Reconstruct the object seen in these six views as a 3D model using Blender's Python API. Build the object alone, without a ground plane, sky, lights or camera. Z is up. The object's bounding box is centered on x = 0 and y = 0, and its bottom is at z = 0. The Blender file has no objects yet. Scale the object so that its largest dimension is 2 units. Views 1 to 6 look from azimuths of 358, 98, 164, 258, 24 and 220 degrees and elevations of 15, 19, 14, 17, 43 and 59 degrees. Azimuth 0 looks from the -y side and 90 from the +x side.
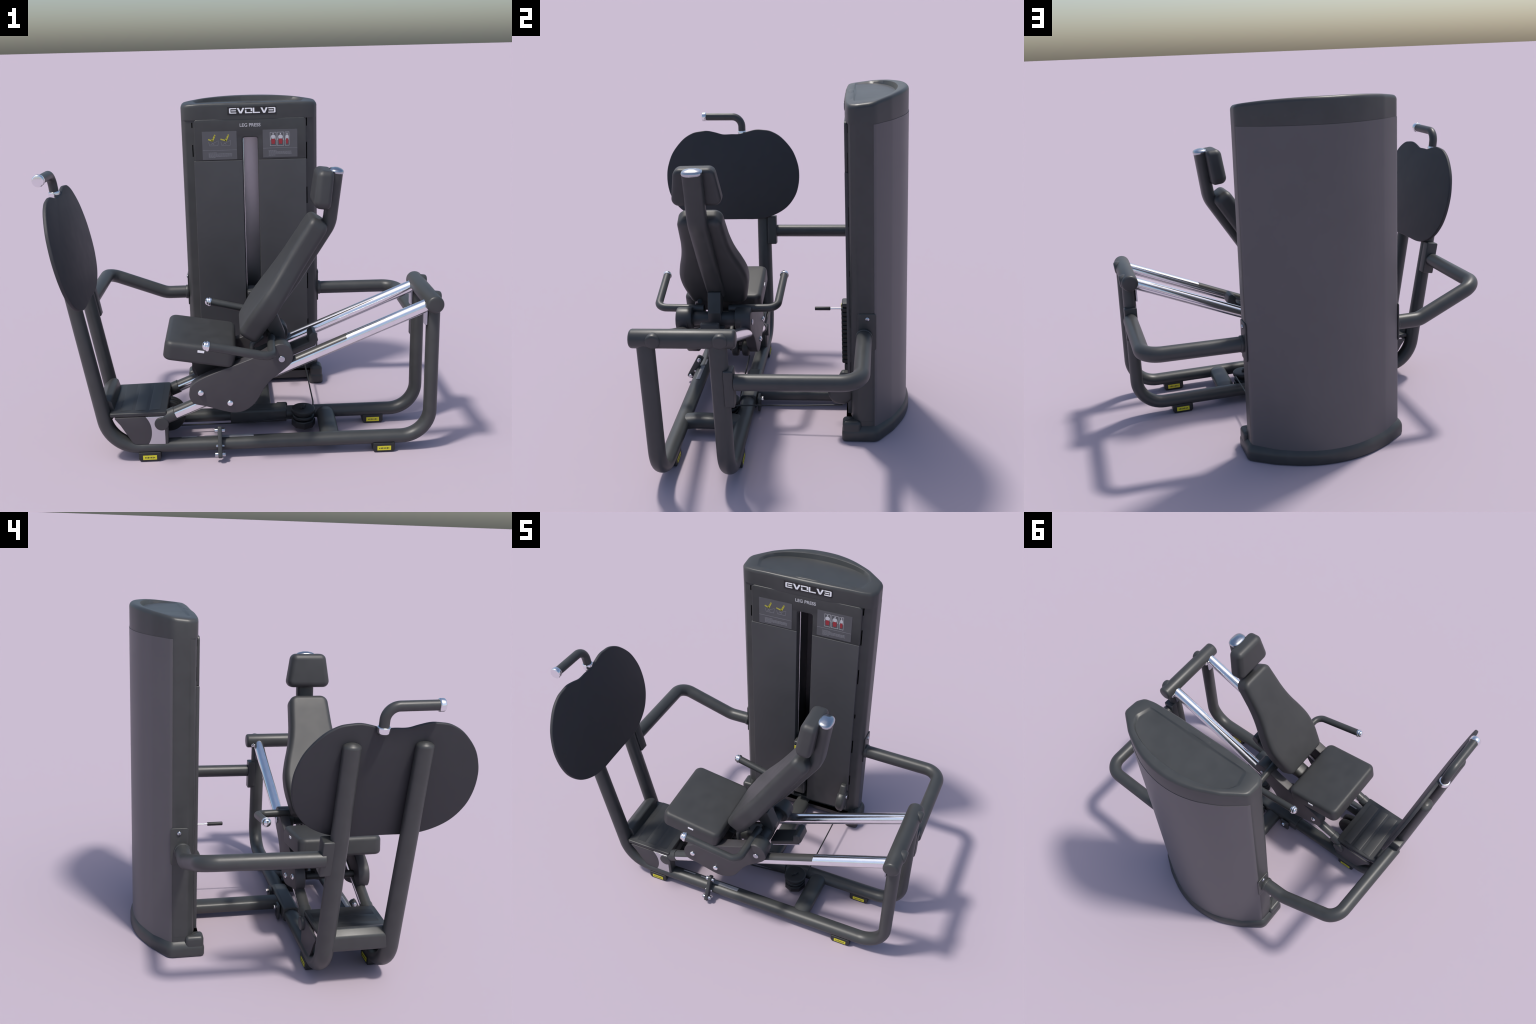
import bpy, bmesh, math
from mathutils import Vector, Matrix

# ------------------------------------------------------------------ materials
def new_mat(name, color, rough=0.5, metal=0.0, var=0.12, scale=14.0, bump=0.0, bump_scale=180.0, spec=0.5, coat=0.0):
    m = bpy.data.materials.new(name); m.use_nodes = True
    nt = m.node_tree; N = nt.nodes; L = nt.links
    b = N['Principled BSDF']
    b.inputs['Metallic'].default_value = metal
    b.inputs['Specular IOR Level'].default_value = spec
    b.inputs['Coat Weight'].default_value = coat
    tc = N.new('ShaderNodeTexCoord')
    nz = N.new('ShaderNodeTexNoise'); nz.inputs['Scale'].default_value = scale; nz.inputs['Detail'].default_value = 4
    L.new(tc.outputs['Object'], nz.inputs['Vector'])
    rp = N.new('ShaderNodeValToRGB')
    rp.color_ramp.elements[0].position = 0.3; rp.color_ramp.elements[1].position = 0.7
    rp.color_ramp.elements[0].color = (*[c*(1-var) for c in color], 1)
    rp.color_ramp.elements[1].color = (*[c*(1+var) for c in color], 1)
    L.new(nz.outputs['Fac'], rp.inputs['Fac']); L.new(rp.outputs['Color'], b.inputs['Base Color'])
    mr = N.new('ShaderNodeMapRange')
    mr.inputs['To Min'].default_value = max(0.02, rough*0.88); mr.inputs['To Max'].default_value = rough*1.12
    L.new(nz.outputs['Fac'], mr.inputs['Value']); L.new(mr.outputs['Result'], b.inputs['Roughness'])
    if bump:
        n2 = N.new('ShaderNodeTexNoise'); n2.inputs['Scale'].default_value = bump_scale; n2.inputs['Detail'].default_value = 2
        L.new(tc.outputs['Object'], n2.inputs['Vector'])
        bp = N.new('ShaderNodeBump'); bp.inputs['Strength'].default_value = bump; bp.inputs['Distance'].default_value = 0.002
        L.new(n2.outputs['Fac'], bp.inputs['Height']); L.new(bp.outputs['Normal'], b.inputs['Normal'])
    return m

M_PAINT = new_mat('charcoal_frame_paint', (0.044, 0.046, 0.046), 0.42, var=0.08, bump=0.08, bump_scale=260)
M_PLATE = new_mat('side_plate_paint', (0.050, 0.047, 0.051), 0.5, var=0.06)
M_PAD = new_mat('black_upholstery', (0.040, 0.041, 0.042), 0.5, var=0.08, bump=0.12, bump_scale=420)
M_FOOT = new_mat('foot_plate_rubber', (0.026, 0.027, 0.031), 0.6, var=0.07, bump=0.1, bump_scale=300)
M_SHELL = new_mat('tower_back_shell', (0.099, 0.094, 0.099), 0.42, var=0.04, scale=6)
M_FASCIA = new_mat('tower_fascia', (0.060, 0.061, 0.064), 0.5, var=0.05, scale=8)
M_CHROME = new_mat('chrome', (0.88, 0.88, 0.90), 0.17, metal=1.0, var=0.04, bump=0.06, bump_scale=30)
M_CAPCHROME = new_mat('satin_end_cap', (0.50, 0.52, 0.56), 0.24, metal=1.0, var=0.05)
M_BLACK = new_mat('black_rubber', (0.016, 0.017, 0.018), 0.5, var=0.1)
M_GAP = new_mat('dark_gap', (0.001, 0.001, 0.001), 0.9, spec=0.0)
M_TREAD = new_mat('tread_plate', (0.030, 0.031, 0.032), 0.42, var=0.15)
M_STEEL = new_mat('polished_back_plate', (0.66, 0.64, 0.68), 0.36, metal=1.0, var=0.03)  # base lightened to reach the brightness of the ground reflection seen in the slot
M_YELLOW = new_mat('yellow_sticker', (0.72, 0.66, 0.03), 0.5, var=0.05)
M_WHITE = new_mat('white_print', (0.9, 0.9, 0.92), 0.5, var=0.02)
M_GREYPRINT = new_mat('grey_print', (0.27, 0.27, 0.29), 0.5, var=0.1)
M_RED = new_mat('red_print', (0.32, 0.025, 0.035), 0.5, var=0.1)
M_FIGURE = new_mat('muted_yellow_print', (0.50, 0.46, 0.05), 0.5, var=0.1)
M_FIGWHITE = new_mat('pale_print', (0.55, 0.55, 0.57), 0.5, var=0.05)
M_LABEL = new_mat('grey_label', (0.095, 0.095, 0.102), 0.5, var=0.05)
M_LOGO = new_mat('logo_backing', (0.014, 0.013, 0.014), 0.5, var=0.05)

def rail_mat(name, xcut, z0, slope):
    """chrome tube whose upper side turns dark up to a given x"""
    m = M_CHROME.copy(); m.name = name
    nt = m.node_tree; N = nt.nodes; L = nt.links
    out = N['Material Output']; chrome = N['Principled BSDF']
    dark = N.new('ShaderNodeBsdfPrincipled')
    dark.inputs['Base Color'].default_value = (0.05, 0.05, 0.05, 1); dark.inputs['Roughness'].default_value = 0.35
    tc = N.new('ShaderNodeTexCoord'); sp = N.new('ShaderNodeSeparateXYZ'); L.new(tc.outputs['Object'], sp.inputs[0])
    a = N.new('ShaderNodeMath'); a.operation = 'MULTIPLY_ADD'          # z - slope*x
    a.inputs[1].default_value = -slope; L.new(sp.outputs['X'], a.inputs[0]); L.new(sp.outputs['Z'], a.inputs[2])
    g = N.new('ShaderNodeMath'); g.operation = 'GREATER_THAN'; g.inputs[1].default_value = z0; L.new(a.outputs[0], g.inputs[0])
    l = N.new('ShaderNodeMath'); l.operation = 'LESS_THAN'; l.inputs[1].default_value = xcut; L.new(sp.outputs['X'], l.inputs[0])
    f = N.new('ShaderNodeMath'); f.operation = 'MULTIPLY'; L.new(g.outputs[0], f.inputs[0]); L.new(l.outputs[0], f.inputs[1])
    mx = N.new('ShaderNodeMixShader'); L.new(f.outputs[0], mx.inputs[0]); L.new(chrome.outputs[0], mx.inputs[1]); L.new(dark.outputs[0], mx.inputs[2])
    L.new(mx.outputs[0], out.inputs['Surface'])
    return m

def gusset_mat():
    """side gusset: dark painted ellipse beside a bare bright-metal corner"""
    m = M_PLATE.copy(); m.name = 'gusset_half_bare_metal'
    nt = m.node_tree; N = nt.nodes; L = nt.links
    out = N['Material Output']; paint = N['Principled BSDF']
    br = N.new('ShaderNodeBsdfPrincipled'); br.inputs['Base Color'].default_value = (0.6, 0.6, 0.62, 1)
    br.inputs['Metallic'].default_value = 0.8; br.inputs['Roughness'].default_value = 0.25
    tc = N.new('ShaderNodeTexCoord'); mp = N.new('ShaderNodeMapping')
    mp.inputs['Location'].default_value = (0.60/0.092, 0, -0.165/0.115)
    mp.inputs['Scale'].default_value = (1/0.092, 0, 1/0.115)
    L.new(tc.outputs['Object'], mp.inputs['Vector'])
    ln = N.new('ShaderNodeVectorMath'); ln.operation = 'LENGTH'; L.new(mp.outputs[0], ln.inputs[0])
    g = N.new('ShaderNodeMath'); g.operation = 'GREATER_THAN'; g.inputs[1].default_value = 1.0; L.new(ln.outputs['Value'], g.inputs[0])
    sp = N.new('ShaderNodeSeparateXYZ'); L.new(tc.outputs['Object'], sp.inputs[0])
    r = N.new('ShaderNodeMath'); r.operation = 'GREATER_THAN'; r.inputs[1].default_value = -0.585; L.new(sp.outputs['X'], r.inputs[0])
    near = N.new('ShaderNodeMath'); near.operation = 'LESS_THAN'; near.inputs[1].default_value = -0.3; L.new(sp.outputs['Y'], near.inputs[0])
    f = N.new('ShaderNodeMath'); f.operation = 'MULTIPLY'; L.new(g.outputs[0], f.inputs[0]); L.new(r.outputs[0], f.inputs[1])
    f2 = N.new('ShaderNodeMath'); f2.operation = 'MULTIPLY'; L.new(f.outputs[0], f2.inputs[0]); L.new(near.outputs[0], f2.inputs[1])
    mx = N.new('ShaderNodeMixShader'); L.new(f2.outputs[0], mx.inputs[0]); L.new(paint.outputs[0], mx.inputs[1]); L.new(br.outputs[0], mx.inputs[2])
    L.new(mx.outputs[0], out.inputs['Surface'])
    return m

# ------------------------------------------------------------------ geometry helpers
V = Vector
def finish(bm, name, mat, parent=None, angle=35, smooth=True, stuff=False):
    bmesh.ops.remove_doubles(bm, verts=bm.verts, dist=1e-6)
    bmesh.ops.recalc_face_normals(bm, faces=bm.faces)
    me = bpy.data.meshes.new(name); bm.to_mesh(me); bm.free()
    if smooth:
        me.shade_smooth(); me.set_sharp_from_angle(angle=math.radians(angle))
    me.materials.append(mat)
    ob = bpy.data.objects.new(name, me); bpy.context.scene.collection.objects.link(ob)
    if parent: ob.parent = parent
    if stuff: ob['kind'] = 'stuff'
    return ob

def fillet(pts, radii, n=10):
    """polyline with rounded corners; radii for inner points"""
    pts = [V(p) for p in pts]
    if not hasattr(radii, '__len__'): radii = [radii]*(len(pts)-2)
    out = [pts[0]]
    for i in range(1, len(pts)-1):
        a, p, c = pts[i-1], pts[i], pts[i+1]
        d1 = (a-p).normalized(); d2 = (c-p).normalized(); r = radii[i-1]
        ang = d1.angle(d2); t = min(r/math.tan(ang/2), 0.49*(a-p).length, 0.49*(c-p).length) if ang < 3.13 else 0
        if t < 1e-5: out.append(p); continue
        r = t*math.tan(ang/2); bis = (d1+d2).normalized(); ctr = p+bis*(r/math.sin(ang/2))
        s = p+d1*t-ctr; e = p+d2*t-ctr; tot = s.angle(e); ax = s.cross(e).normalized()
        for k in range(n+1):
            out.append(ctr+Matrix.Rotation(tot*k/n, 3, ax) @ s)
    out.append(pts[-1]); return out

def round_poly(pts, radii, n=6):
    """closed 2D polygon with rounded corners"""
    P = [V((*p, 0)) for p in pts]; k = len(P); out = []
    if not hasattr(radii, '__len__'): radii = [radii]*k
    for i in range(k):
        a, p, c = P[i-1], P[i], P[(i+1) % k]
        if radii[i] <= 0: out.append((p.x, p.y)); continue
        f = fillet([p+(a-p)*0.499, p, p+(c-p)*0.499], [radii[i]], n)[1:-1]
        out += [(q.x, q.y) for q in f]
    return out

def add_sweep(bm, path, ra, rb=None, side=None, seg=24, cap=0.0, power=2.0, scale=None):
    """sweep an ellipse / superellipse; rb is the half size along 'side'"""
    rb = rb or ra; path = [V(p) for p in path]; rings = []
    n = len(path); up = None
    def ring(c, t, f):
        nonlocal up
        if side is not None:
            b = V(side); b = (b-t*b.dot(t)).normalized()
        else:
            if up is None: up = t.orthogonal().normalized()
            up = (up-t*up.dot(t)).normalized(); b = up
        u = t.cross(b).normalized(); vs = []
        for k in range(seg):
            th = 2*math.pi*k/seg; cs, sn = math.cos(th), math.sin(th); e = 2/power
            x = math.copysign(abs(cs)**e, cs)*rb*f; y = math.copysign(abs(sn)**e, sn)*ra*f
            vs.append(bm.verts.new(c+b*x+u*y))
        return vs
    def tan(i):
        a = path[max(i-1, 0)]; b = path[min(i+1, n-1)]
        if 0 < i < n-1:
            return ((path[i]-a).normalized()+(b-path[i]).normalized()).normalized()
        return (b-a).normalized()
    steps = [(math.sin(k*math.pi/2/4), math.cos(k*math.pi/2/4)) for k in range(4)]
    if cap:
        for s, c in [(1-0.0, 0.02)]+[(s, c) for s, c in reversed(steps[1:])]:
            rings.append(ring(path[0]-tan(0)*cap*s, tan(0), max(c if c > .1 else .3, .05)))
    for i in range(n): rings.append(ring(path[i], tan(i), scale(i/(n-1)) if scale else 1.0))
    if cap:
        for s, c in steps[1:]+[(1.0, 0.3)]:
            rings.append(ring(path[-1]+tan(n-1)*cap*s, tan(n-1), c))
    for a, b in zip(rings, rings[1:]):
        for k in range(seg): bm.faces.new((a[k], a[(k+1) % seg], b[(k+1) % seg], b[k]))
    bm.faces.new(rings[0]); bm.faces.new(list(reversed(rings[-1])))

def tube(name, path, ra, mat, parent, rb=None, side=None, cap=0.0, seg=24, power=2.0, angle=50):
    bm = bmesh.new(); add_sweep(bm, path, ra, rb, side, seg, cap, power)
    return finish(bm, name, mat, parent, angle)

def add_prism(bm, outline, lo, hi, frame, bevel=0.0, segs=3):
    """outline (u,v) in a frame (origin,U,V,W) extruded along W from lo to hi with rounded rims"""
    o, U, Vv, W = [V(q) for q in frame]
    pt = lambda u, v, w: o+U*u+Vv*v+W*w
    b2 = bmesh.new()
    A = [b2.verts.new(pt(u, v, lo)) for u, v in outline]; B = [b2.verts.new(pt(u, v, hi)) for u, v in outline]
    k = len(A); fa = b2.faces.new(A); fb = b2.faces.new(list(reversed(B)))
    for i in range(k): b2.faces.new((A[i], B[i], B[(i+1) % k], A[(i+1) % k]))
    bmesh.ops.recalc_face_normals(b2, faces=b2.faces)
    if bevel:
        ed = list(set(fa.edges) | set(fb.edges))
        bmesh.ops.bevel(b2, geom=ed, offset=bevel, segments=segs, profile=0.5, affect='EDGES', clamp_overlap=True)
    me = bpy.data.meshes.new('tmp'); b2.to_mesh(me); b2.free(); bm.from_mesh(me); bpy.data.meshes.remove(me)

def inset(poly, d):
    k = len(poly); out = []
    area = sum(poly[i][0]*poly[(i+1) % k][1]-poly[(i+1) % k][0]*poly[i][1] for i in range(k)); sg = 1 if area > 0 else -1
    for i in range(k):
        a, p, c = [V(poly[j % k]) for j in (i-1, i, i+1)]
        e1 = (p-a).normalized(); e2 = (c-p).normalized(); n = V((-e1.y-e2.y, e1.x+e2.x))*sg
        n.normalize(); cosh = max(0.5, n.dot(V((-e1.y, e1.x))*sg)); q = p+n*d/cosh; out.append((q.x, q.y))
    return out

def pillow(name, poly, lo, hi, frame, mat, parent, r_lo, r_hi, deform=None, n=8, crown=0.0, layers=None):
    """cushion: outline extruded from lo to hi with large rounded rims and slightly crowned faces"""
    o, U, Vv, W = [V(q) for q in frame]; bm = bmesh.new(); rings = []
    lay = [(r_lo*(1-math.sin(a)), lo+r_lo*(1-math.cos(a))) for a in [math.pi/2*j/n for j in range(n+1)]]
    lay += [(r_hi*(1-math.cos(a)), hi-r_hi*(1-math.sin(a))) for a in [math.pi/2*j/n for j in range(n+1)]]
    if layers: lay = layers
    cx = sum(p[0] for p in poly)/len(poly); cy = sum(p[1] for p in poly)/len(poly)
    def ringat(pts, w):
        vs = []
        for u, v in pts:
            ww = w+(deform(u, v, (w-lo)/(hi-lo)) if deform else 0); vs.append(bm.verts.new(o+U*u+Vv*v+W*ww))
        return vs
    pl = inset(poly, lay[0][0]); ph = inset(poly, lay[-1][0])
    for f in ((0.25, 0.6, 0.85) if crown or deform else ()): rings.append(ringat([(cx+(u-cx)*f, cy+(v-cy)*f) for u, v in pl], lo-crown*(1-f*f)))
    for d, w in lay: rings.append(ringat(inset(poly, d), w))
    for f in ((0.85, 0.6, 0.25) if crown or deform else ()): rings.append(ringat([(cx+(u-cx)*f, cy+(v-cy)*f) for u, v in ph], hi+crown*(1-f*f)))
    k = len(poly)
    for a, b in zip(rings, rings[1:]):
        for i in range(k): bm.faces.new((a[i], a[(i+1) % k], b[(i+1) % k], b[i]))
    bm.faces.new(rings[0]); bm.faces.new(rings[-1])
    return finish(bm, name, mat, parent, 80)

XZ = ((0, 0, 0), (1, 0, 0), (0, 0, 1), (0, 1, 0))       # u=x v=z w=y
XY = ((0, 0, 0), (1, 0, 0), (0, 1, 0), (0, 0, 1))       # u=x v=y w=z
YZ = ((0, 0, 0), (0, 1, 0), (0, 0, 1), (1, 0, 0))       # u=y v=z w=x
def rect(x0, z0, x1, z1): return [(x0, z0), (x1, z0), (x1, z1), (x0, z1)]

def prism(name, outline, lo, hi, frame, mat, parent, bevel=0.0, segs=3, angle=35):
    bm = bmesh.new(); add_prism(bm, outline, lo, hi, frame, bevel, segs)
    return finish(bm, name, mat, parent, angle)

def add_cyl(bm, p0, p1, r, bevel=0.004, seg=28):
    p0, p1 = V(p0), V(p1); t = (p1-p0).normalized(); u = t.orthogonal().normalized(); w = t.cross(u)
    out = [(r*math.cos(2*math.pi*k/seg), r*math.sin(2*math.pi*k/seg)) for k in range(seg)]
    add_prism(bm, out, 0, (p1-p0).length, (p0, u, w, t), bevel, 3)

def cyl(name, p0, p1, r, mat, parent, bevel=0.004, seg=28):
    bm = bmesh.new(); add_cyl(bm, p0, p1, r, bevel, seg); return finish(bm, name, mat, parent, 40)

def add_dome(bm, c, axis, r, h, seg=24):
    c = V(c); t = V(axis).normalized(); u = t.orthogonal().normalized(); w = t.cross(u); rings = []
    prof = [(r, 0), (r, h*.3)]+[(r*math.cos(a), h*.3+h*.7*math.sin(a)) for a in [math.pi/2*k/6 for k in range(1, 6)]]
    for rr, hh in prof:
        rings.append([bm.verts.new(c+t*hh+u*rr*math.cos(2*math.pi*k/seg)+w*rr*math.sin(2*math.pi*k/seg)) for k in range(seg)])
    for a, b in zip(rings, rings[1:]):
        for k in range(seg): bm.faces.new((a[k], a[(k+1) % seg], b[(k+1) % seg], b[k]))
    bm.faces.new(rings[0]); bm.faces.new(rings[-1])

def dome(name, c, axis, r, h, mat, parent):
    bm = bmesh.new(); add_dome(bm, c, axis, r, h); return finish(bm, name, mat, parent, 50)

# ------------------------------------------------------------------ root
root = bpy.data.objects.new('leg_press_machine', None)
bpy.context.scene.collection.objects.link(root)
root['label'] = 'charcoal seated leg press gym machine with tall weight tower'
root['category'] = 'gym machine'

YC = -0.298                      # centre plane of the seat carriage
YN, YF = -0.470, -0.136          # near and far frame rails

# ------------------------------------------------------------------ base frame
post_x = lambda z: -0.766-0.171*(z-0.30)
frame = None
for y in (YN, YF):
    p = fillet([(post_x(1.30), y, 1.30), (post_x(0.068), y, 0.068), (0.952, y, 0.068), (0.952, y, 0.80)], [0.19, 0.15], 14)
    bm = bmesh.new(); fat = 0.4            # the foot-plate end of the loop is a little stouter
    add_sweep(bm, p, 0.0350, 0.043, (0, 1, 0), 28, 0.022, 2.0, lambda t: 0.97 if t == 0 else 1.10 if t < 0.3 else 1.10-0.10*min(1, (t-0.3)/0.15))
    o = finish(bm, 'frame_tube', M_PAINT, root, 50)
    if frame is None: frame = o
cyl('rear_crossbar', (0.947, -0.543, 0.811), (0.947, -0.052, 0.811), 0.045, M_PAINT, root, 0.014, 32)
for y in (-0.425, -0.118):
    cyl('crossbar_boss', (0.955, y, 0.818), (0.999, y, 0.812), 0.036, M_PAINT, root, 0.012)
# rail lug plates and bolts beside the crossbar
for y in (YN+0.045, YF+0.045):
    cyl('crossbar_bolt', (0.90, y, 0.79), (0.935, y, 0.79), 0.013, M_CHROME, root, 0.003, 6)
for y in (YN, YF):
    prism('lug_plate', round_poly(rect(-0.025, 0.69, 0.025, 0.79), 0.008), 0.909, 0.917,
          ((0, y, 0), (0, 1, 0), (0, 0, 1), (1, 0, 0)), M_CAPCHROME, root)
# flat arched cross beam between the rails
bm = bmesh.new()
add_sweep(bm, fillet([(0.425, YN, 0.062), (0.428, -0.40, 0.072), (0.433, -0.20, 0.072), (0.436, YF, 0.062)], 0.1, 6), 0.036, 0.050, (1, 0, 0), 28, 0, 2.6)
finish(bm, 'cross_beam', M_PAINT, root, 50)
# sleeve on far rail and tube to the tower
prism('rail_sleeve', round_poly([(YF-0.046, 0.025), (YF+0.046, 0.025), (YF+0.046, 0.111), (YF-0.046, 0.111)], 0.03, 8), -0.10, 0.215, YZ, M_PAINT, root, 0.003)
tube('tower_link_tube', [(0.087, YF, 0.059), (0.087, 0.52, 0.059)], 0.034, M_PAINT, root, rb=0.05, side=(1, 0, 0), power=3)
bm = bmesh.new()
for x in (-0.02, 0.195):
    add_prism(bm, round_poly(rect(x-0.032, 0.012, x+0.032, 0.10), 0.01), -0.083, -0.070, XZ, 0.002)
finish(bm, 'link_flange', M_PAINT, root)
bm = bmesh.new()
for x in (-0.02, 0.195): add_cyl(bm, (x, -0.07, 0.08), (x, -0.052, 0.08), 0.012, 0.003, 6)
finish(bm, 'link_bolt', M_CHROME, root)

# feet with yellow stickers
def foot(x, y):
    f = prism('foot', round_poly([(x-0.050, 0.0), (x+0.050, 0.0), (x+0.058, 0.012), (x+0.058, 0.05), (x-0.058, 0.05), (x-0.058, 0.012)], 0.004), y-0.040, y+0.040, XZ, M_BLACK, root, 0.004)
    s = -1 if y < -0.3 else 1
    for s in (-1, 1):
        yy = y+s*0.0405
        bm = bmesh.new(); add_prism(bm, rect(x-0.036, 0.010, x+0.036, 0.034), min(yy, yy+s*0.001), max(yy, yy+s*0.001), XZ)
        st = finish(bm, 'warning_sticker', M_YELLOW, f)
        bm = bmesh.new()
        for k in range(7):
            xx = x-0.024+0.008*k; h = 0.006+0.003*((k*7) % 3)/2
            add_prism(bm, rect(xx-0.0022, 0.022-h/2, xx+0.0022, 0.022+h/2), min(yy+s*.001, yy+s*0.0016), max(yy+s*.001, yy+s*0.0016), XZ)
        finish(bm, 'sticker_print', M_BLACK, f, stuff=True)
for x, y in ((-0.525, YN-0.004), (0.705, YN-0.004), (0.705, YF), (-0.525, YF)): foot(x, y)

# thin grey strips and clamp on the near rail
bm = bmesh.new()
add_prism(bm, rect(-0.150, -0.012, 0.02, 0.012), 0, 0.0012, ((0, YN+0.004, 0.1035), (1, 0, 0), (0, 1, 0), (0, 0, 1)))
add_prism(bm, rect(-0.24, -0.005, -0.17, 0.005), 0, 0.0012, ((0, YN+0.014, 0.1015), (1, 0, 0), (0, 1, -0.1), (0, 0, 1)))
add_prism(bm, rect(-0.36, -0.004, -0.28, 0.004), 0, 0.0012, ((0, YN+0.014, 0.1015), (1, 0, 0), (0, 1, -0.1), (0, 0, 1)))
finish(bm, 'grey_strip', M_GREYPRINT, root)
d = V((0, -0.064, -0.113)).normalized(); nrm = V((0, -0.113, 0.064)).normalized()
o = V((-0.157, -0.517, 0.0915))
clamp = prism('rail_clamp', round_poly(rect(-0.085, -0.02, 0.078, 0.02), 0.018), -0.011, 0.011, (o, d, nrm, V((1, 0, 0))), M_PAINT, root, 0.005)
bm = bmesh.new()
for t in (-0.064, 0.058):
    c = o+d*t; add_cyl(bm, c+V((-0.028, 0, 0)), c+V((0.028, 0, 0)), 0.013, 0.004, 12)
c = o+d*0.02; add_cyl(bm, c+V((-0.022, 0.012, 0)), c+V((0.022, 0.012, 0)), 0.007, 0.002, 8)
finish(bm, 'clamp_bolt', M_CAPCHROME, clamp)

# base pulley and cables
bm = bmesh.new(); px, py = 0.305, -0.235
add_cyl(bm, (px, py, 0.035), (px, py, 0.075), 0.066, 0.006, 8)
add_cyl(bm, (px, py, 0.081), (px, py, 0.101), 0.060, 0.007, 32)
add_cyl(bm, (px, py, 0.099), (px, py, 0.117), 0.050, 0.004, 32)
add_cyl(bm, (px, py, 0.113), (px, py, 0.139), 0.066, 0.008, 32)
add_cyl(bm, (px, py, 0.02), (px, py, 0.155), 0.010, 0.002, 8)
add_prism(bm, rect(-0.028, -0.005, 0.02, 0.005), 0.137, 0.152, ((px, py, 0), (0.6, 0.8, 0), (-0.8, 0.6, 0), (0, 0, 1)), 0.003)
finish(bm, 'base_pulley', M_BLACK, root)
tube('cable', [(px+0.055, py, 0.118), (0.368, -0.15, 0.134), (0.372, 0.20, 0.142), (0.372, 0.40, 0.150)], 0.0042, M_BLACK, root, seg=8)
tube('cable', [(px, py+0.05, 0.055), (0.0, -0.205, 0.045), (-0.40, -0.215, 0.05)], 0.0042, M_BLACK, root, seg=8)

# ------------------------------------------------------------------ front platform
plat = prism('platform', round_poly([(-0.722, -0.500), (-0.425, -0.502), (-0.425, -0.112), (-0.722, -0.125)], [0.01, 0.012, 0.02, 0.01]), 0.247, 0.270, XY, M_TREAD, root, 0.006)
prism('platform_front_bar', round_poly([(-0.785, 0.215), (-0.712, 0.213), (-0.700, 0.262), (-0.715, 0.318), (-0.750, 0.330), (-0.79, 0.300)], 0.03, 8), YN+0.02, YF-0.02, XZ, M_PAINT, root, 0.004)
bm = bmesh.new()
for k in range(3):
    x = -0.64+0.075*k
    add_sweep(bm, [(x, -0.47, 0.2685), (x, -0.30, 0.2685), (x, -0.14, 0.2685)], 0.0032, 0.034, (1, 0, 0), 16)
finish(bm, 'tread_rib', M_TREAD, plat, 60)
M_GUS = gusset_mat()
for y0 in (YN-0.034, YF+0.020):
    prism('side_gusset', round_poly([(-0.700, 0.247), (-0.668, 0.205), (-0.605, 0.095), (-0.44, 0.09), (-0.44, 0.247)], [0.004, 0.02, 0.02, 0.004, 0.004]), y0, y0+0.012, XZ, M_GUS, root, 0.002)
cyl('front_crossbar', (-0.455, -0.512, 0.207), (-0.455, -0.088, 0.207), 0.037, M_PAINT, root, 0.007, 32)
for y in (YN-0.004, YF):
    prism('crossbar_leg', round_poly(rect(-0.482, 0.07, -0.425, 0.205), 0.004), y-0.028, y+0.028, XZ, M_PAINT, root, 0.012)
bm = bmesh.new()
for y in (-0.32, -0.275):
    add_cyl(bm, (-0.43, y-0.016, 0.165), (-0.43, y+0.016, 0.165), 0.088, 0.010, 40)
    add_cyl(bm, (-0.43, y-0.022, 0.165), (-0.43, y+0.022, 0.165), 0.03, 0.004, 20)
finish(bm, 'front_pulley', M_BLACK, root)

# ------------------------------------------------------------------ sloping chrome guide rails
R0, R1 = V((-0.418, 0, 0.236)), V((0.925, 0, 0.795))
sl = (R1.z-R0.z)/(R1.x-R0.x); zc = R0.z-sl*R0.x
for y, xc, nm in ((-0.473, 0.505, 'chrome_rail_long_dark_top'), (-0.131, 0.12, 'chrome_rail_short_dark_top')):
    n = 24
    r = tube('guide_rail', [(R0.x+(R1.x-R0.x)*k/n, y, R0.z+(R1.z-R0.z)*k/n) for k in range(n+1)], 0.0325, rail_mat(nm, xc, zc+0.016, sl), root, side=(0, 1, 0), seg=32)
    tube('rail_socket', [(R0.x-0.03, y, R0.z-0.03*sl), (R0.x+0.035, y, R0.z+0.035*sl)], 0.036, M_PAINT, r, side=(0, 1, 0), cap=0.004)

# ------------------------------------------------------------------ foot plate
pk = -0.22; po = V((-0.866, -0.332, 1.15))                       # front face point, tilt
pU = V((0, 1, 0)); pV = V((pk, 0, 1)).normalized(); pW = pU.cross(pV)      # pW points +x
if pW.x < 0: pW = -pW
half = [(0.0, 0.238), (0.055, 0.238), (0.105, 0.252), (0.155, 0.263), (0.20, 0.261), (0.255, 0.250), (0.32, 0.210),
        (0.385, 0.133), (0.418, 0.055), (0.430, -0.015), (0.425, -0.095), (0.400, -0.170), (0.345, -0.240), (0.265, -0.287), (0.17, -0.311), (0.0, -0.312)]
def smooth_closed(pts, n=5):
    out = []; k = len(pts)
    for i in range(k):
        p0, p1, p2, p3 = [V((*pts[(i+j) % k], 0)) for j in (-1, 0, 1, 2)]
        for s in range(n):
            t = s/n
            q = 0.5*((2*p1)+(p2-p0)*t+(2*p0-5*p1+4*p2-p3)*t*t+(3*p1-p0-3*p2+p3)*t**3); out.append((q.x, q.y))
    return out
half = [(u*1.015, v*1.008) for u, v in half]
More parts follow.
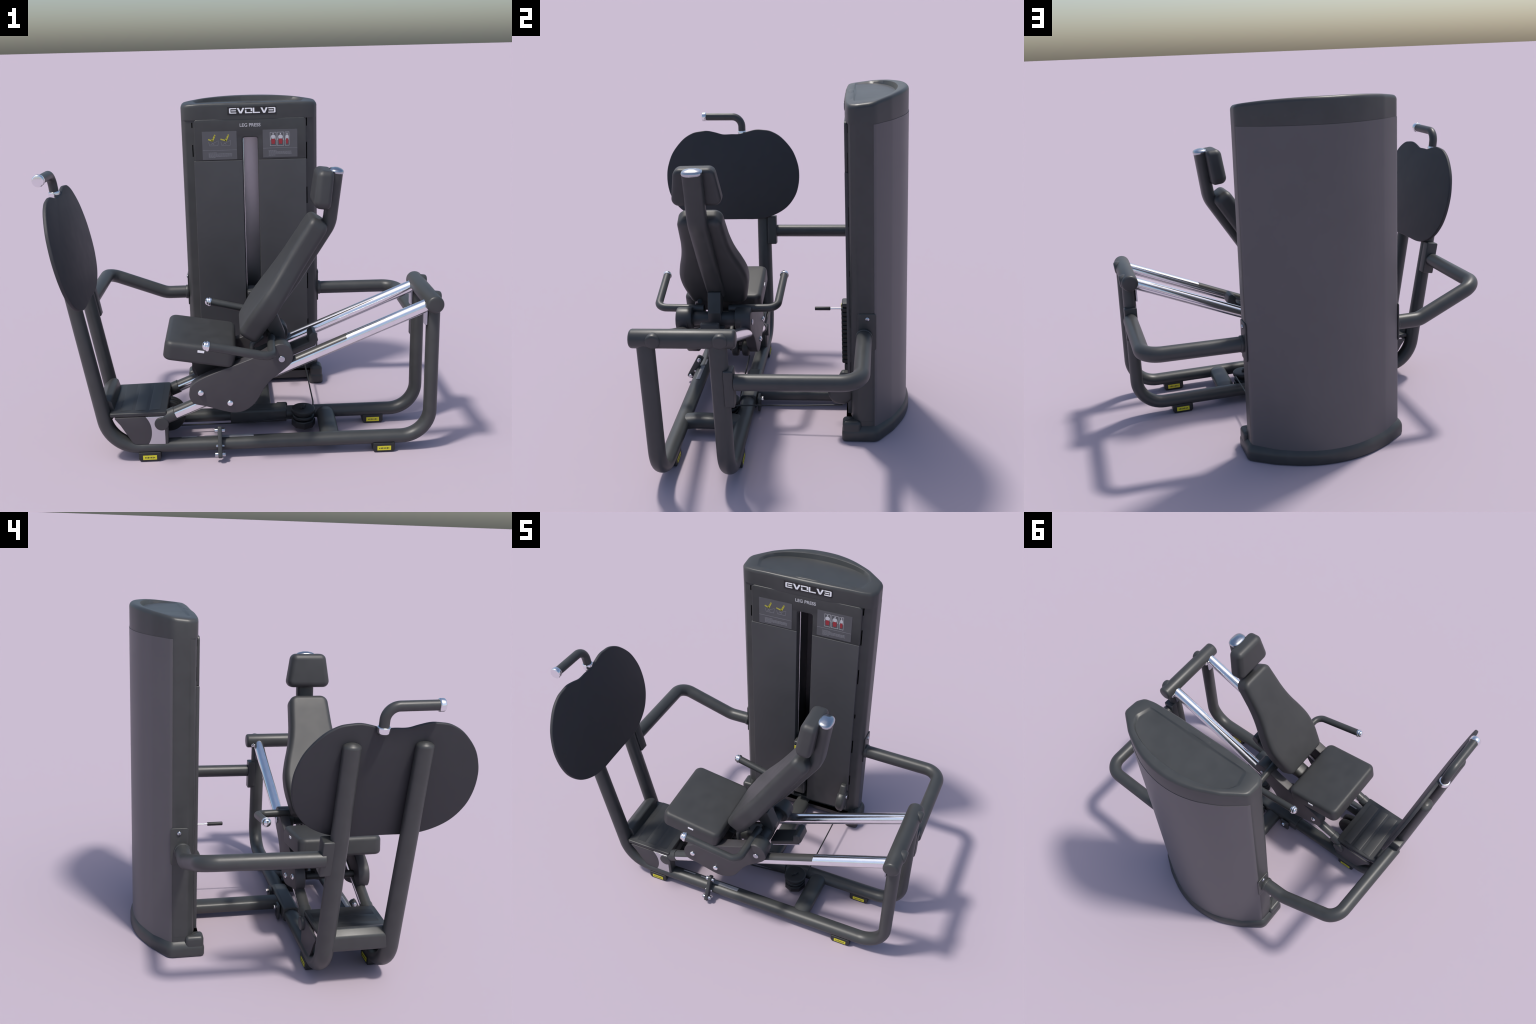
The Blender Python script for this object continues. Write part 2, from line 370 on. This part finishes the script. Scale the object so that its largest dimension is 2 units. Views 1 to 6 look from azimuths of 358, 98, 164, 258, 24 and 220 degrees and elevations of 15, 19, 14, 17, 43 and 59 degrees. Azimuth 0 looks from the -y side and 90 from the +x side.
outline = smooth_closed(half[:-1]+[(0.05, -0.3145), (-0.05, -0.3145)]+[(-x, z) for x, z in reversed(half[1:-1])], 5)
plate = prism('foot_plate', outline, -0.020, 0.0, (po, pU, pV, pW), M_FOOT, root, 0.006, 3)

# handle on the foot plate
hp = fillet([(-0.9495, -0.266, 1.362), (-0.964, -0.266, 1.487), (-0.969, -0.50, 1.492)], [0.075], 14)
handle = tube('foot_plate_handle', hp, 0.0235, M_PAINT, root)
cyl('handle_collar', (-0.951, -0.266, 1.368), (-0.9545, -0.266, 1.398), 0.0295, M_CHROME, handle, 0.005)
cyl('handle_end_cap', (-0.969, -0.497, 1.492), (-0.969, -0.525, 1.492), 0.0298, M_CHROME, handle, 0.006)

# ------------------------------------------------------------------ link arms to the tower
def arm(path, r, rad, block, bname):
    a = tube('link_arm', fillet(path, rad, 12), r, M_PAINT, root, seg=28, cap=0.006)
    return a
aL = arm([(-0.338, 0.519, 0.603), (-0.478, 0.519, 0.603), (-0.828, 0.488, 0.747), (-0.848, -0.075, 0.747)], 0.039, [0.13, 0.085], None, '')
aR = arm([(0.466, 0.519, 0.602), (0.962, 0.505, 0.603), (0.961, -0.068, 0.600)], 0.039, [0.095], None, '')
ax = V((-0.18, 0, 1)).normalized()
prism('arm_bracket', round_poly(rect(-0.093, -0.034, 0.093, 0.034), 0.008), YF+0.025, YF+0.082, ((post_x(0.757)+0.006, 0, 0.757), ax, V((ax.z, 0, -ax.x)), (0, 1, 0)), M_PAINT, root, 0.006)
prism('arm_bracket', round_poly([(0.921, 0.50), (0.94, 0.482), (0.99, 0.482), (0.99, 0.668), (0.921, 0.668)], 0.008), YF+0.02, YF+0.066, XZ, M_PAINT, root, 0.006)

# ------------------------------------------------------------------ seat carriage
prof = [(-0.296, 0.330), (-0.306, 0.365), (-0.295, 0.410), (-0.262, 0.440), (-0.20, 0.470), (-0.10, 0.508), (0.0, 0.545), (0.07, 0.573),
        (0.118, 0.602), (0.145, 0.620), (0.175, 0.625), (0.205, 0.613), (0.226, 0.585), (0.231, 0.550), (0.218, 0.518), (0.190, 0.490),
        (0.150, 0.458), (0.110, 0.425), (0.075, 0.378), (0.045, 0.325), (0.010, 0.286), (-0.035, 0.262), (-0.085, 0.258), (-0.135, 0.270), (-0.22, 0.298), (-0.275, 0.312)]
carr = None
for lo, hi, fy in ((-0.514, -0.450, -1), (-0.152, -0.097, 1)):
    c = prism('carriage_side', smooth_closed(prof, 3), lo, hi, XZ, M_PLATE, root, 0.005)
    if carr is None: carr = c
    bm = bmesh.new(); yo = lo if fy < 0 else hi
    for bx, bz in ((-0.246, 0.376), (-0.097, 0.314)):
        add_dome(bm, (bx, yo-0.001*fy, bz), (0, fy, 0), 0.0165, 0.014)
    finish(bm, 'carriage_bolt', M_CHROME, c, 50)
    cyl('pivot_bolt', (0.172, yo-0.001*fy, 0.545), (0.172, yo+0.006*fy, 0.545), 0.017, M_CAPCHROME, c, 0.004)
cyl('pivot_cap', (0.168, -0.510, 0.565), (0.168, -0.425, 0.565), 0.061, M_PAINT, root, 0.006, 36)
cyl('pivot_cap', (0.168, -0.185, 0.565), (0.168, -0.100, 0.565), 0.061, M_PAINT, root, 0.006, 36)
cyl('pivot_tube', (0.160, -0.43, 0.560), (0.160, -0.18, 0.560), 0.040, M_PAINT, root, 0.003, 36)
bm = bmesh.new()
for y in (-0.225, -0.165):
    add_cyl(bm, (0.01, y-0.020, 0.31), (0.01, y+0.020, 0.31), 0.05, 0.012, 32)
add_cyl(bm, (0.01, -0.25, 0.31), (0.01, -0.13, 0.31), 0.014, 0.003, 12)
finish(bm, 'carriage_roller', M_BLACK, root)
# centre beam below seat and back, seat bracket
tube('carriage_beam', [(0.17, YC, 0.53), (-0.02, YC, 0.455), (-0.24, YC, 0.40)], 0.035, M_PAINT, root, rb=0.05, side=(0, 1, 0), power=3)
prism('seat_bracket', round_poly([(-0.325, 0.565), (-0.10, 0.530), (-0.03, 0.50), (-0.06, 0.43), (-0.20, 0.355), (-0.255, 0.385)], 0.012), -0.375, -0.215, XZ, M_BLACK, root, 0.004)
cyl('carriage_axle', (-0.246, -0.44, 0.376), (-0.246, -0.165, 0.376), 0.02, M_BLACK, root)
cyl('carriage_axle', (-0.097, -0.44, 0.314), (-0.097, -0.165, 0.314), 0.02, M_BLACK, root)
# back adjustment tray behind the pivot
dr = V((1, 0, sl)).normalized(); up = V((-dr.z, 0, dr.x))
tray = prism('adjustment_tray', round_poly([(0.0, -0.018), (0.17, -0.018), (0.205, 0.0), (0.21, 0.045), (0.195, 0.058), (0.168, 0.05), (0.155, 0.016), (0.0, 0.016)], 0.012), -0.345, -0.245,
      (V((0.190, 0, 0.493)), dr, up, V((0, 1, 0))), M_PAINT, root, 0.012)
prism('tray_edge', rect(0.0, -0.026, 0.18, -0.0185), -0.338, -0.252, (V((0.190, 0, 0.493)), dr, up, V((0, 1, 0))), M_CAPCHROME, tray, 0.002)
# release loop between seat and back pad
tube('release_loop', fillet([(0.03, -0.43, 0.53), (0.02, -0.43, 0.60), (0.08, -0.40, 0.63)], 0.03, 8), 0.014, M_PAINT, root)

# grips
for s in (-1, 1):
    yy = lambda d: YC+s*d
    p = fillet([(0.128, yy(0.07), 0.606), (0.117, yy(0.338), 0.607), (-0.195, yy(0.352), 0.680)], 0.055, 12)
    g = tube('hand_grip', p, 0.0218, M_PAINT, root, seg=20)
    tdir = (V(p[-1])-V(p[-2])).normalized()
    bm = bmesh.new(); c = V(p[-1]); add_cyl(bm, c-tdir*0.006, c+tdir*0.010, 0.0265, 0.004, 24); add_dome(bm, c+tdir*0.008, tdir, 0.0225, 0.022)
    finish(bm, 'grip_end_cap', M_CHROME, g, 50)

# seat cushion
a = -0.175; sU = V((1, 0, a)).normalized(); sW = V((-sU.z, 0, sU.x))
so = V((-0.234, -0.297, 0.634))
seat = pillow('seat_cushion', round_poly(rect(-0.184, -0.226, 0.182, 0.224), 0.042, 8), -0.102, 0.0, (so, sU, V((0, 1, 0)), sW), M_PAD, root, 0.020, 0.026, crown=0.003)
for s in (-1, 1):
    prism('seat_tag', rect(-0.014, -0.036, 0.020, -0.024), 0.2235, 0.2272, (so, sU, sW, V((0, s, 0))), M_WHITE, seat)

# backrest
bt = V((0.545, 0, 0.839)).normalized(); bn = V((0.839, 0, -0.545)).normalized()   # along, backwards
hw = [(0.60, 0.170), (0.65, 0.180), (0.71, 0.187), (0.78, 0.185), (0.86, 0.168), (0.93, 0.148), (1.00, 0.133), (1.09, 0.122), (1.17, 0.1165)]
side = smooth_closed([(w, s) for s, w in hw], 4)[4:-8]           # flowing flank between the rounded corners
right = [(0.156, 0.530)]+[(hw[1][1], hw[1][0])]+[p for p in side if 0.66 < p[1] < 1.16]+[(0.1135, 1.244)]
ol = round_poly(right+[(-u, v) for u, v in reversed(right)], ([0.055, 0.05]+[0]*(len(right)-3)+[0.046])+([0.046]+[0]*(len(right)-3)+[0.05, 0.055]), 8)
lumbar = lambda u, v, t: -0.012*math.exp(-((v-0.64)/0.15)**2)*(1-t)
back = pillow('back_cushion', ol, -0.388, -0.283, (V((-0.005, YC, 0)), V((0, 1, 0)), bt, bn), M_PAD, root, 0.030, 0.032, lumbar)
at = lambda s, n: bt*s+bn*n
b0 = at(0.64, -0.272); b0.x -= 0.008; b1 = V((0.442, 0, 1.198)); b2 = V((0.477, 0, 1.464))
bl = at(0.62, -0.300); bm_ = at(0.90, -0.276)
pp = fillet([(bl.x, YC, bl.z), (bm_.x-0.006, YC, bm_.z), (b1.x, YC, b1.z), (b2.x, YC, b2.z)], [0.6, 0.16], 12)
post = tube('backrest_post', pp, 0.035, M_PAINT, root, rb=0.051, side=(0, 1, 0), power=2.8, seg=32)
ut = (b2-b1).normalized()
bm = bmesh.new(); c = V((b2.x, YC, b2.z))
add_sweep(bm, [c-ut*0.004, c+ut*0.004], 0.038, 0.053, (0, 1, 0), 32, 0.016, 2.6)
finish(bm, 'post_cap', M_CAPCHROME, post, 60)
prism('post_bracket', round_poly([(0.075, 0.70), (0.135, 0.60), (0.14, 0.555), (0.20, 0.555), (0.205, 0.61), (0.165, 0.72)], 0.008), YC-0.036, YC+0.036, XZ, M_PAINT, root, 0.004)
hn = V((ut.z, 0, -ut.x))
ho = V((0.445+0.13*(1.38-1.22), YC, 1.383))
pillow('head_cushion', round_poly([(-0.132, -0.104), (0.132, -0.104), (0.100, 0.090), (-0.100, 0.090)], 0.036, 8), -0.104, -0.018, (ho, V((0, 1, 0)), ut, hn), M_PAD, root, 0.034, 0.022)

# ------------------------------------------------------------------ weight tower
TX, HW, YFR, YS, YB = 0.065, 0.403, 0.4365, 0.573, 0.748
def d_outline(off=0.0, fshift=0.0):
    """plan of the tower: gently bowed front with round corners, short straight sides, bowed back"""
    h = HW+off
    half = [(0.0, 0.748), (0.06, 0.7445), (0.12, 0.733), (0.18, 0.714), (0.24, 0.686), (0.30, 0.654), (0.350, 0.622)]
    arc = [(u*(1+off/HW), v+off) for u, v in half]
    arc = smooth_closed([(TX+u, v) for u, v in reversed(arc)]+[(TX-u, v) for u, v in arc[1:]], 4)[:-4]+[(TX-arc[-1][0], arc[-1][1])]
    arc = arc[4:-4]
    fr = [(HW, 0.488), (0.380, 0.457), (0.325, 0.4445), (0.15, 0.4365)]
    fr = [(u+(off if k == 0 else off*0.7), v-(0 if k == 0 else off+fshift)) for k, (u, v) in enumerate(fr)]
    pts = [(TX-u, v) for u, v in fr]+[(TX+u, v) for u, v in reversed(fr)]
    return round_poly(pts+[(TX+h, YS)]+arc+[(TX-h, YS)], [0.03, 0.05, 0.2, 0.5, 0.5, 0.2, 0.05, 0.03, 0.07]+[0]*len(arc)+[0.07], 6)

# slot walls in plan
SX0, SX1, SD = 0.021, 0.113, 0.715
body_o = d_outline()
front = [i for i in range(len(body_o))]
# insert the slot notch into the front edge (between the two front corner fillets)
k = next(i for i in range(len(body_o)) if body_o[i][0] < SX0 and body_o[(i+1) % len(body_o)][0] > SX1 and body_o[i][1] < 0.5)
notched = body_o[:k+1]+[(SX0, YFR), (SX0, 0.476), (-0.02, 0.476), (-0.02, SD), (0.15, SD), (0.15, 0.476), (SX1, 0.476), (SX1, YFR)]+body_o[k+1:]
ZS = 1.568
tower = prism('tower_housing', notched, 0.108, ZS, XY, M_PAINT, root)
prism('tower_header', body_o, ZS, 1.674, XY, M_PAINT, tower)
# slot arch: rounded upper corners of the window
bm = bmesh.new()
for sx, c in ((SX0, 1), (SX1, -1)):
    pts = [(sx, ZS)]+[(sx+c*0.016*(1-math.cos(a)), ZS-0.016*(1-math.sin(a))) for a in [math.pi/2*j/6 for j in range(6, -1, -1)]]
    add_prism(bm, pts, YFR+0.002, 0.475, XZ)
finish(bm, 'slot_corner', M_PAINT, tower)
prism('slot_back_plate', rect(-0.019, 0.30, 0.149, ZS-0.001), SD-0.004, SD-0.001, XZ, M_STEEL, tower)
# back shell
sh = [p for p in d_outline(0.002) if p[1] > YS-0.004]
inner = [(TX+(x-TX)*0.985, y-0.008) for x, y in reversed(sh)]
prism('back_shell', sh+inner, 0.07, 1.672, XY, M_SHELL, tower)
# base
HB = HW+0.024
arc_pts = [p for p in d_outline(0.016) if p[1] > 0.640]
base_o = round_poly([(TX-HB, 0.398), (TX-HB+0.086, 0.398), (TX-HB+0.092, 0.510), (TX+HB-0.092, 0.510), (TX+HB-0.086, 0.398), (TX+HB, 0.398), (TX+HB, 0.585)]
    +arc_pts+[(TX-HB, 0.585)], [0.034, 0.034, 0.006, 0.006, 0.034, 0.034, 0.05]+[0]*len(arc_pts)+[0.05], 6)
pillow('tower_base', base_o, 0.0, 0.11, XY, M_PAINT, root, 0.006, 0.008,
       layers=[(0.006, 0.0), (0.002, 0.002), (0.0, 0.008), (0.0, 0.042), (0.002, 0.052), (0.007, 0.063), (0.014, 0.072), (0.021, 0.079), (0.028, 0.083)])
for sx in (-1, 1):
    xo, xi = TX+sx*(HB-0.004), TX+sx*(HB-0.080)
    pillow('tower_foot', round_poly(rect(min(xo, xi), 0.402, max(xo, xi), 0.50), 0.022, 6), 0.03, 0.112, XY, M_PAINT, root, 0.006, 0.020)
prism('tower_plinth', [p for p in body_o if p[1] > 0.47], 0.05, 0.1075, XY, M_PAINT, root)
prism('base_crossbar', rect(TX-HW+0.03, 0.02, TX+HW-0.03, 0.1065), 0.452, 0.500, XZ, M_PAINT, root, 0.003)
# cap with recessed tray
def radial(poly, ang, c=(TX, 0.57)):
    dx, dy = math.cos(ang), math.sin(ang); best = 0
    for i in range(len(poly)):
        x1, y1 = poly[i][0]-c[0], poly[i][1]-c[1]; x2, y2 = poly[(i+1) % len(poly)][0]-c[0], poly[(i+1) % len(poly)][1]-c[1]
        den = dx*(y2-y1)-dy*(x2-x1)
        if abs(den) < 1e-12: continue
        t = (x1*(y2-y1)-y1*(x2-x1))/den; u = (x1*dy-y1*dx)/den
        if -1e-6 <= u <= 1+1e-6 and t > best: best = t
    return best
rec = round_poly([(-0.240, 0.480), (0.372, 0.480), (0.392, 0.560)]+[(TX+0.325*math.sin(a), 0.555+0.135*math.cos(a)) for a in [1.2-2.4*j/20 for j in range(21)]]+[(-0.262, 0.560)], [0.015, 0.015, 0.02]+[0]*21+[0.02], 5)
outer = d_outline(0.0004, 0.005)
NA = 220; bm = bmesh.new(); rings = []
ty = lambda y: max(0.0, min(1.0, (y-0.45)/0.28))
rim = lambda x, y: 1.770+0.028*ty(y)-0.010*(abs(x-TX)/HW)**4
floor = lambda x, y: 1.766
def capring(fr, fo, zf):
    vs = []
    for j in range(NA):
        an = 2*math.pi*j/NA; ro = radial(outer, an); rr = radial(rec, an)
        r = ro-fo if fr is None else rr+fr
        x, y = TX+r*math.cos(an), 0.57+r*math.sin(an)
        vs.append(bm.verts.new((x, y, zf(x, y))))
    return vs
rings.append(capring(None, 0.0, lambda x, y: 1.6735))
rings.append(capring(None, 0.0, lambda x, y: rim(x, y)-0.020))
for a in (22, 45, 68, 90):
    a = math.radians(a); rings.append(capring(None, 0.020*(1-math.cos(a)), lambda x, y, a=a: rim(x, y)-0.020*(1-math.sin(a))))
rings.append(capring(0.010, 0, rim))
rings.append(capring(0.004, 0, lambda x, y: rim(x, y)-0.002))
rings.append(capring(-0.006, 0, floor))
rings.append(capring(-0.014, 0, lambda x, y: floor(x, y)-0.001))
for a, b in zip(rings, rings[1:]):
    for j in range(NA): bm.faces.new((a[j], a[(j+1) % NA], b[(j+1) % NA], b[j]))
bm.faces.new(rings[-1])
cap = finish(bm, 'tower_cap', M_PAINT, tower, 40)
bm = bmesh.new()
add_sweep(bm, [(TX-0.06, 0.464, 1.7675), (TX, 0.462, 1.770), (TX+0.06, 0.464, 1.7675)], 0.005, 0.014, (0, 1, 0), 16, 0.02)
finish(bm, 'cap_thumb_ridge', M_PAINT, cap, 60)
# fascia panels
FX0, FX1 = -0.268, 0.399
for x0, x1 in ((FX0, SX0-0.001), (SX1+0.001, FX1)):
    prism('fascia_panel', round_poly(rect(x0, 0.115, x1, 1.4338), 0.003), 0.431, 0.450, XZ, M_FASCIA, tower, 0.007)
prism('label_panel', round_poly([(FX0+0.006, 1.434), (SX0-0.002, 1.434), (SX0-0.002, ZS+0.002), (SX1+0.002, ZS+0.002), (SX1+0.002, 1.434), (FX1, 1.434), (FX1, 1.676), (FX0+0.006, 1.676)],
      [0.004, 0.004, 0.016, 0.016, 0.004, 0.004, 0.02, 0.02]), 0.4318, 0.450, XZ, M_PAINT, tower, 0.005)
bm = bmesh.new()
for z0, z1 in ((1.625, 1.69), (1.43, 1.53), (1.16, 1.26), (0.90, 0.93), (0.62, 0.72), (0.34, 0.42), (0.20, 0.24)):
    add_prism(bm, rect(FX1+0.001, z0, FX1+0.007, z1), 0.4466, 0.454, XZ)
for z0, z1 in ((1.46, 1.53), (1.63, 1.66)):
    add_prism(bm, rect(FX0-0.008, z0, FX0-0.002, z1), 0.4466, 0.454, XZ)
finish(bm, 'panel_gap', M_GAP, tower)
# guide rods and weight stack in the slot
for x in (0.026,): cyl('guide_rod', (x, 0.470, 0.16), (x, 0.470, ZS-0.004), 0.004, M_CHROME, tower, 0.001, 12)
stack_mesh = None
for kk in range(13):
    z = 0.262+0.026*kk
    if stack_mesh is None:
        o = prism('weight_plate', round_poly(rect(0.026, 0.393, 0.108, 0.54), 0.012), 0, 0.0245, XY, M_BLACK, root, 0.006)
        stack_mesh = o.data; o.location.z = z
    else:
        o = bpy.data.objects.new('weight_plate', stack_mesh); bpy.context.scene.collection.objects.link(o); o.parent = root; o.location.z = z
prism('stack_cushion', round_poly(rect(0.03, 0.406, 0.104, 0.53), 0.012), 0.17, 0.258, XY, M_PAINT, root, 0.01)
topw = prism('selector_head', round_poly(rect(0.026, 0.396, 0.108, 0.53), 0.012), 0.602, 0.628, XY, M_PAINT, root, 0.008)
prism('selector_sticker', rect(0.034, 0.566, 0.062, 0.60), 0.3905, 0.3925, XZ, M_YELLOW, topw)
pin = cyl('selector_pin', (0.065, 0.246, 0.580), (0.065, 0.332, 0.580), 0.0105, M_BLACK, root, 0.003, 16)
tube('pin_shaft', [(0.065, 0.33, 0.580), (0.065, 0.40, 0.580)], 0.005, M_CHROME, pin, seg=10)
# side pulley housing at the tower foot
cyl('cable_pulley', (0.350, 0.396, 0.238), (0.404, 0.396, 0.238), 0.072, M_PAINT, root, 0.018, 32)
prism('pulley_housing', round_poly([(0.345, 0.17), (0.44, 0.17), (0.45, 0.35), (0.40, 0.36), (0.345, 0.25)], 0.03), 0.357, 0.397, YZ, M_PAINT, root, 0.010)
cyl('pulley_axle', (0.345, 0.40, 0.27), (0.41, 0.40, 0.27), 0.012, M_CHROME, root, 0.002, 12)
# arm mounting plates
for s, x in ((-1, TX-HW), (1, TX+HW)):
    xo = x+s*0.005
    mp = prism('mounting_plate', round_poly(rect(0.486, 0.525, 0.580, 0.725), 0.012), min(x-s*0.002, xo), max(x-s*0.002, xo), YZ, M_PAINT, tower, 0.003)
    dome('mounting_bolt', (xo, 0.535, 0.698), (s, 0, 0), 0.011, 0.008, M_CAPCHROME, mp)
    cyl('arm_collar', (x, 0.519, 0.603), (x+s*0.02, 0.519, 0.603), 0.043, M_PAINT, mp, 0.004)

# ------------------------------------------------------------------ lettering and labels
LY = 0.4303
logo = prism('logo_plate', rect(-0.062, 1.7015, 0.224, 1.7465), LY-0.001, LY+0.006, XZ, M_LOGO, tower)
def strokes(bm, polys, x0, z0, w, h, y0, y1):
    for p in polys: add_prism(bm, [(x0+u*w, z0+v*h) for u, v in p], y0, y1, XZ)
bar = lambda u0, v0, u1, v1: [(u0, v0), (u1, v0), (u1, v1), (u0, v1)]
GE = [[(0.0, 0.1), (0.1, 0.0), (1, 0), (1, .18), (.2, .18), (.2, .82), (1, .82), (1, 1), (.1, 1), (0, .9)], bar(.3, .41, .95, .59)]
GV = [[(0, 1), (.26, 1), (.5, .28), (.74, 1), (1, 1), (.64, 0), (.36, 0)]]
GO = [[(.0, .72), (.2, .72), (.2, .82), (.8, .82), (.8, .36), (1, .36), (1, .9), (.9, 1), (0, 1)], [(0, 0), (1, 0), (1, .18), (.2, .18), (.2, .55), (0, .55)]]
GL = [[(0, 0), (1, 0), (1, .2), (.22, .2), (.22, 1), (0, 1)]]
flip = lambda g: [[(1-u, v) for u, v in reversed(p)] for p in g]
bm = bmesh.new(); x = -0.052
for g, w in ((GE, 0.042), (GV, 0.044), (GO, 0.042), (GL, 0.042), (GV, 0.042), (flip(GE), 0.042)):
    strokes(bm, g, x, 1.7085, w, 0.031, LY-0.0022, LY-0.0011); x += w+0.0036
finish(bm, 'logo_lettering', M_WHITE, logo, smooth=False)
# machine name
cu = bpy.data.curves.new('machine_name', 'FONT'); cu.body = 'LEG PRESS'; cu.size = 0.0275; cu.align_x = 'CENTER'; cu.extrude = 0.0004; cu.offset = 0.0004
to = bpy.data.objects.new('machine_name', cu); bpy.context.scene.collection.objects.link(to)
to.matrix_world = Matrix.Translation((0.0685, 0.4311, 1.6305)) @ Matrix.Rotation(math.pi/2, 4, 'X')
dg = bpy.context.evaluated_depsgraph_get(); me = bpy.data.meshes.new_from_object(to.evaluated_get(dg)); me.transform(to.matrix_world)
me.materials.clear(); me.materials.append(M_FIGWHITE)
bpy.data.objects.remove(to); nm = bpy.data.objects.new('machine_name_lettering', me); bpy.context.scene.collection.objects.link(nm); nm.parent = tower

PY = 0.4318
def label(x0, z0, x1, z1):
    return prism('instruction_label', rect(x0, z0, x1, z1), PY-0.0012, PY+0.001, XZ, M_LABEL, tower)
def seg2d(bm, a, b, w, y0, y1):
    a, b = V((*a, 0)), V((*b, 0)); d = (b-a).normalized()*w/2; n = V((-d.y, d.x, 0))
    add_prism(bm, [(q.x, q.y) for q in (a-n, b-n, b+n, a+n)], y0, y1, XZ)
y1 = PY-0.0013; y0 = y1-0.0005
l1 = label(-0.216, 1.441, -0.012, 1.607); l2 = label(0.142, 1.446, 0.347, 1.610)
# exercise pictograms: reclined yellow figure on an outlined machine
fig, lin, txt = bmesh.new(), bmesh.new(), bmesh.new()
for ox, leg in ((-0.180, 0.026), (-0.108, 0.034)):
    zz = 1.545
    seg2d(fig, (ox, zz+0.016), (ox+leg, zz+0.006), 0.0075, y0, y1)
    seg2d(fig, (ox+leg-0.003, zz+0.004), (ox+leg+0.012, zz+0.036), 0.0095, y0, y1)
    seg2d(fig, (ox+leg+0.010, zz+0.034), (ox+leg+0.015, zz+0.042), 0.008, y0, y1)
    seg2d(fig, (ox+leg+0.003, zz+0.024), (ox+leg-0.008, zz+0.010), 0.004, y0, y1)
    for a, b in (((0.002, 0.0), (0.008, -0.022)), ((0.008, -0.022), (0.056, -0.022)), ((0.056, -0.022), (0.060, 0.006)), ((0.012, -0.016), (0.060, 0.008)), ((0.02, -0.004), (0.034, -0.016))):
        seg2d(lin, (ox+a[0], zz+a[1]), (ox+b[0], zz+b[1]), 0.0013, y0, y1)
# body pictograms
red, wht = bmesh.new(), bmesh.new()
for cx, hw2, sc in ((0.2035, 0.0185, 1), (0.2470, 0.0200, 1), (0.2860, 0.0125, 0.55)):
    zb, zt = 1.514, 1.594
    for r in ((cx-hw2, zb, cx+hw2, zb+0.0014), (cx-hw2, zt-0.0014, cx+hw2, zt), (cx-hw2, zb+.0014, cx-hw2+0.0014, zt-.0014), (cx+hw2-0.0014, zb+.0014, cx+hw2, zt-.0014)):
        add_prism(wht, rect(*r), y0, y1, XZ)
    w = 0.0085*sc+0.001
    add_prism(wht, round_poly([(cx-w*1.25, 1.573), (cx-w, 1.556), (cx+w, 1.556), (cx+w*1.25, 1.573), (cx+w*.6, 1.578), (cx-w*.6, 1.578)], 0.002, 3), y0, y1, XZ)
    add_prism(wht, [(cx+0.0034*math.cos(2*math.pi*j/10), 1.5845+0.0045*math.sin(2*math.pi*j/10)) for j in range(10)], y0, y1, XZ)
    for s in (-1, 1): seg2d(wht, (cx+s*w*1.2, 1.572), (cx+s*w*1.75, 1.548), 0.0026, y0, y1)
    add_prism(red, round_poly([(cx-w*1.15, 1.552), (cx-w*1.2, 1.540), (cx-w*.9, 1.524), (cx-w*.15, 1.524), (cx, 1.532), (cx+w*.15, 1.524), (cx+w*.9, 1.524), (cx+w*1.2, 1.540), (cx+w*1.15, 1.552), (cx, 1.556)], 0.001, 2), y0-.0004, y1, XZ)
# divider lines and rows of fine print
for x0, x1, zd, rows in ((-0.215, -0.013, 1.496, (-0.180, -0.042, 1.481)), (0.143, 0.346, 1.501, (0.176, 0.311, 1.486))):
    add_prism(txt, rect(x0, zd-0.0006, x1, zd+0.0006), y0, y1, XZ)
    for r in range(5):
        xe = rows[0]+(rows[1]-rows[0])*(0.35 if r == 0 else (0.3 if r == 4 else 1.0)); xx = rows[0]; q = 0
        while xx < xe:
            wl = 0.006+0.005*((q*5+r*3) % 4)/3
            add_prism(txt, rect(xx, rows[2]-0.0068*r-0.0011, min(xx+wl, xe), rows[2]-0.0068*r+0.0011), y0, y1, XZ)
            xx += wl+0.0016; q += 1
finish(fig, 'exercise_pictogram', M_FIGURE, l1, smooth=False)
finish(lin, 'machine_outline_print', M_GREYPRINT, l1, smooth=False, stuff=True)
finish(wht, 'body_pictogram', M_FIGWHITE, l2, smooth=False)
finish(red, 'muscle_highlight', M_RED, l2, smooth=False)
finish(txt, 'fine_print', M_GREYPRINT, tower, smooth=False, stuff=True)
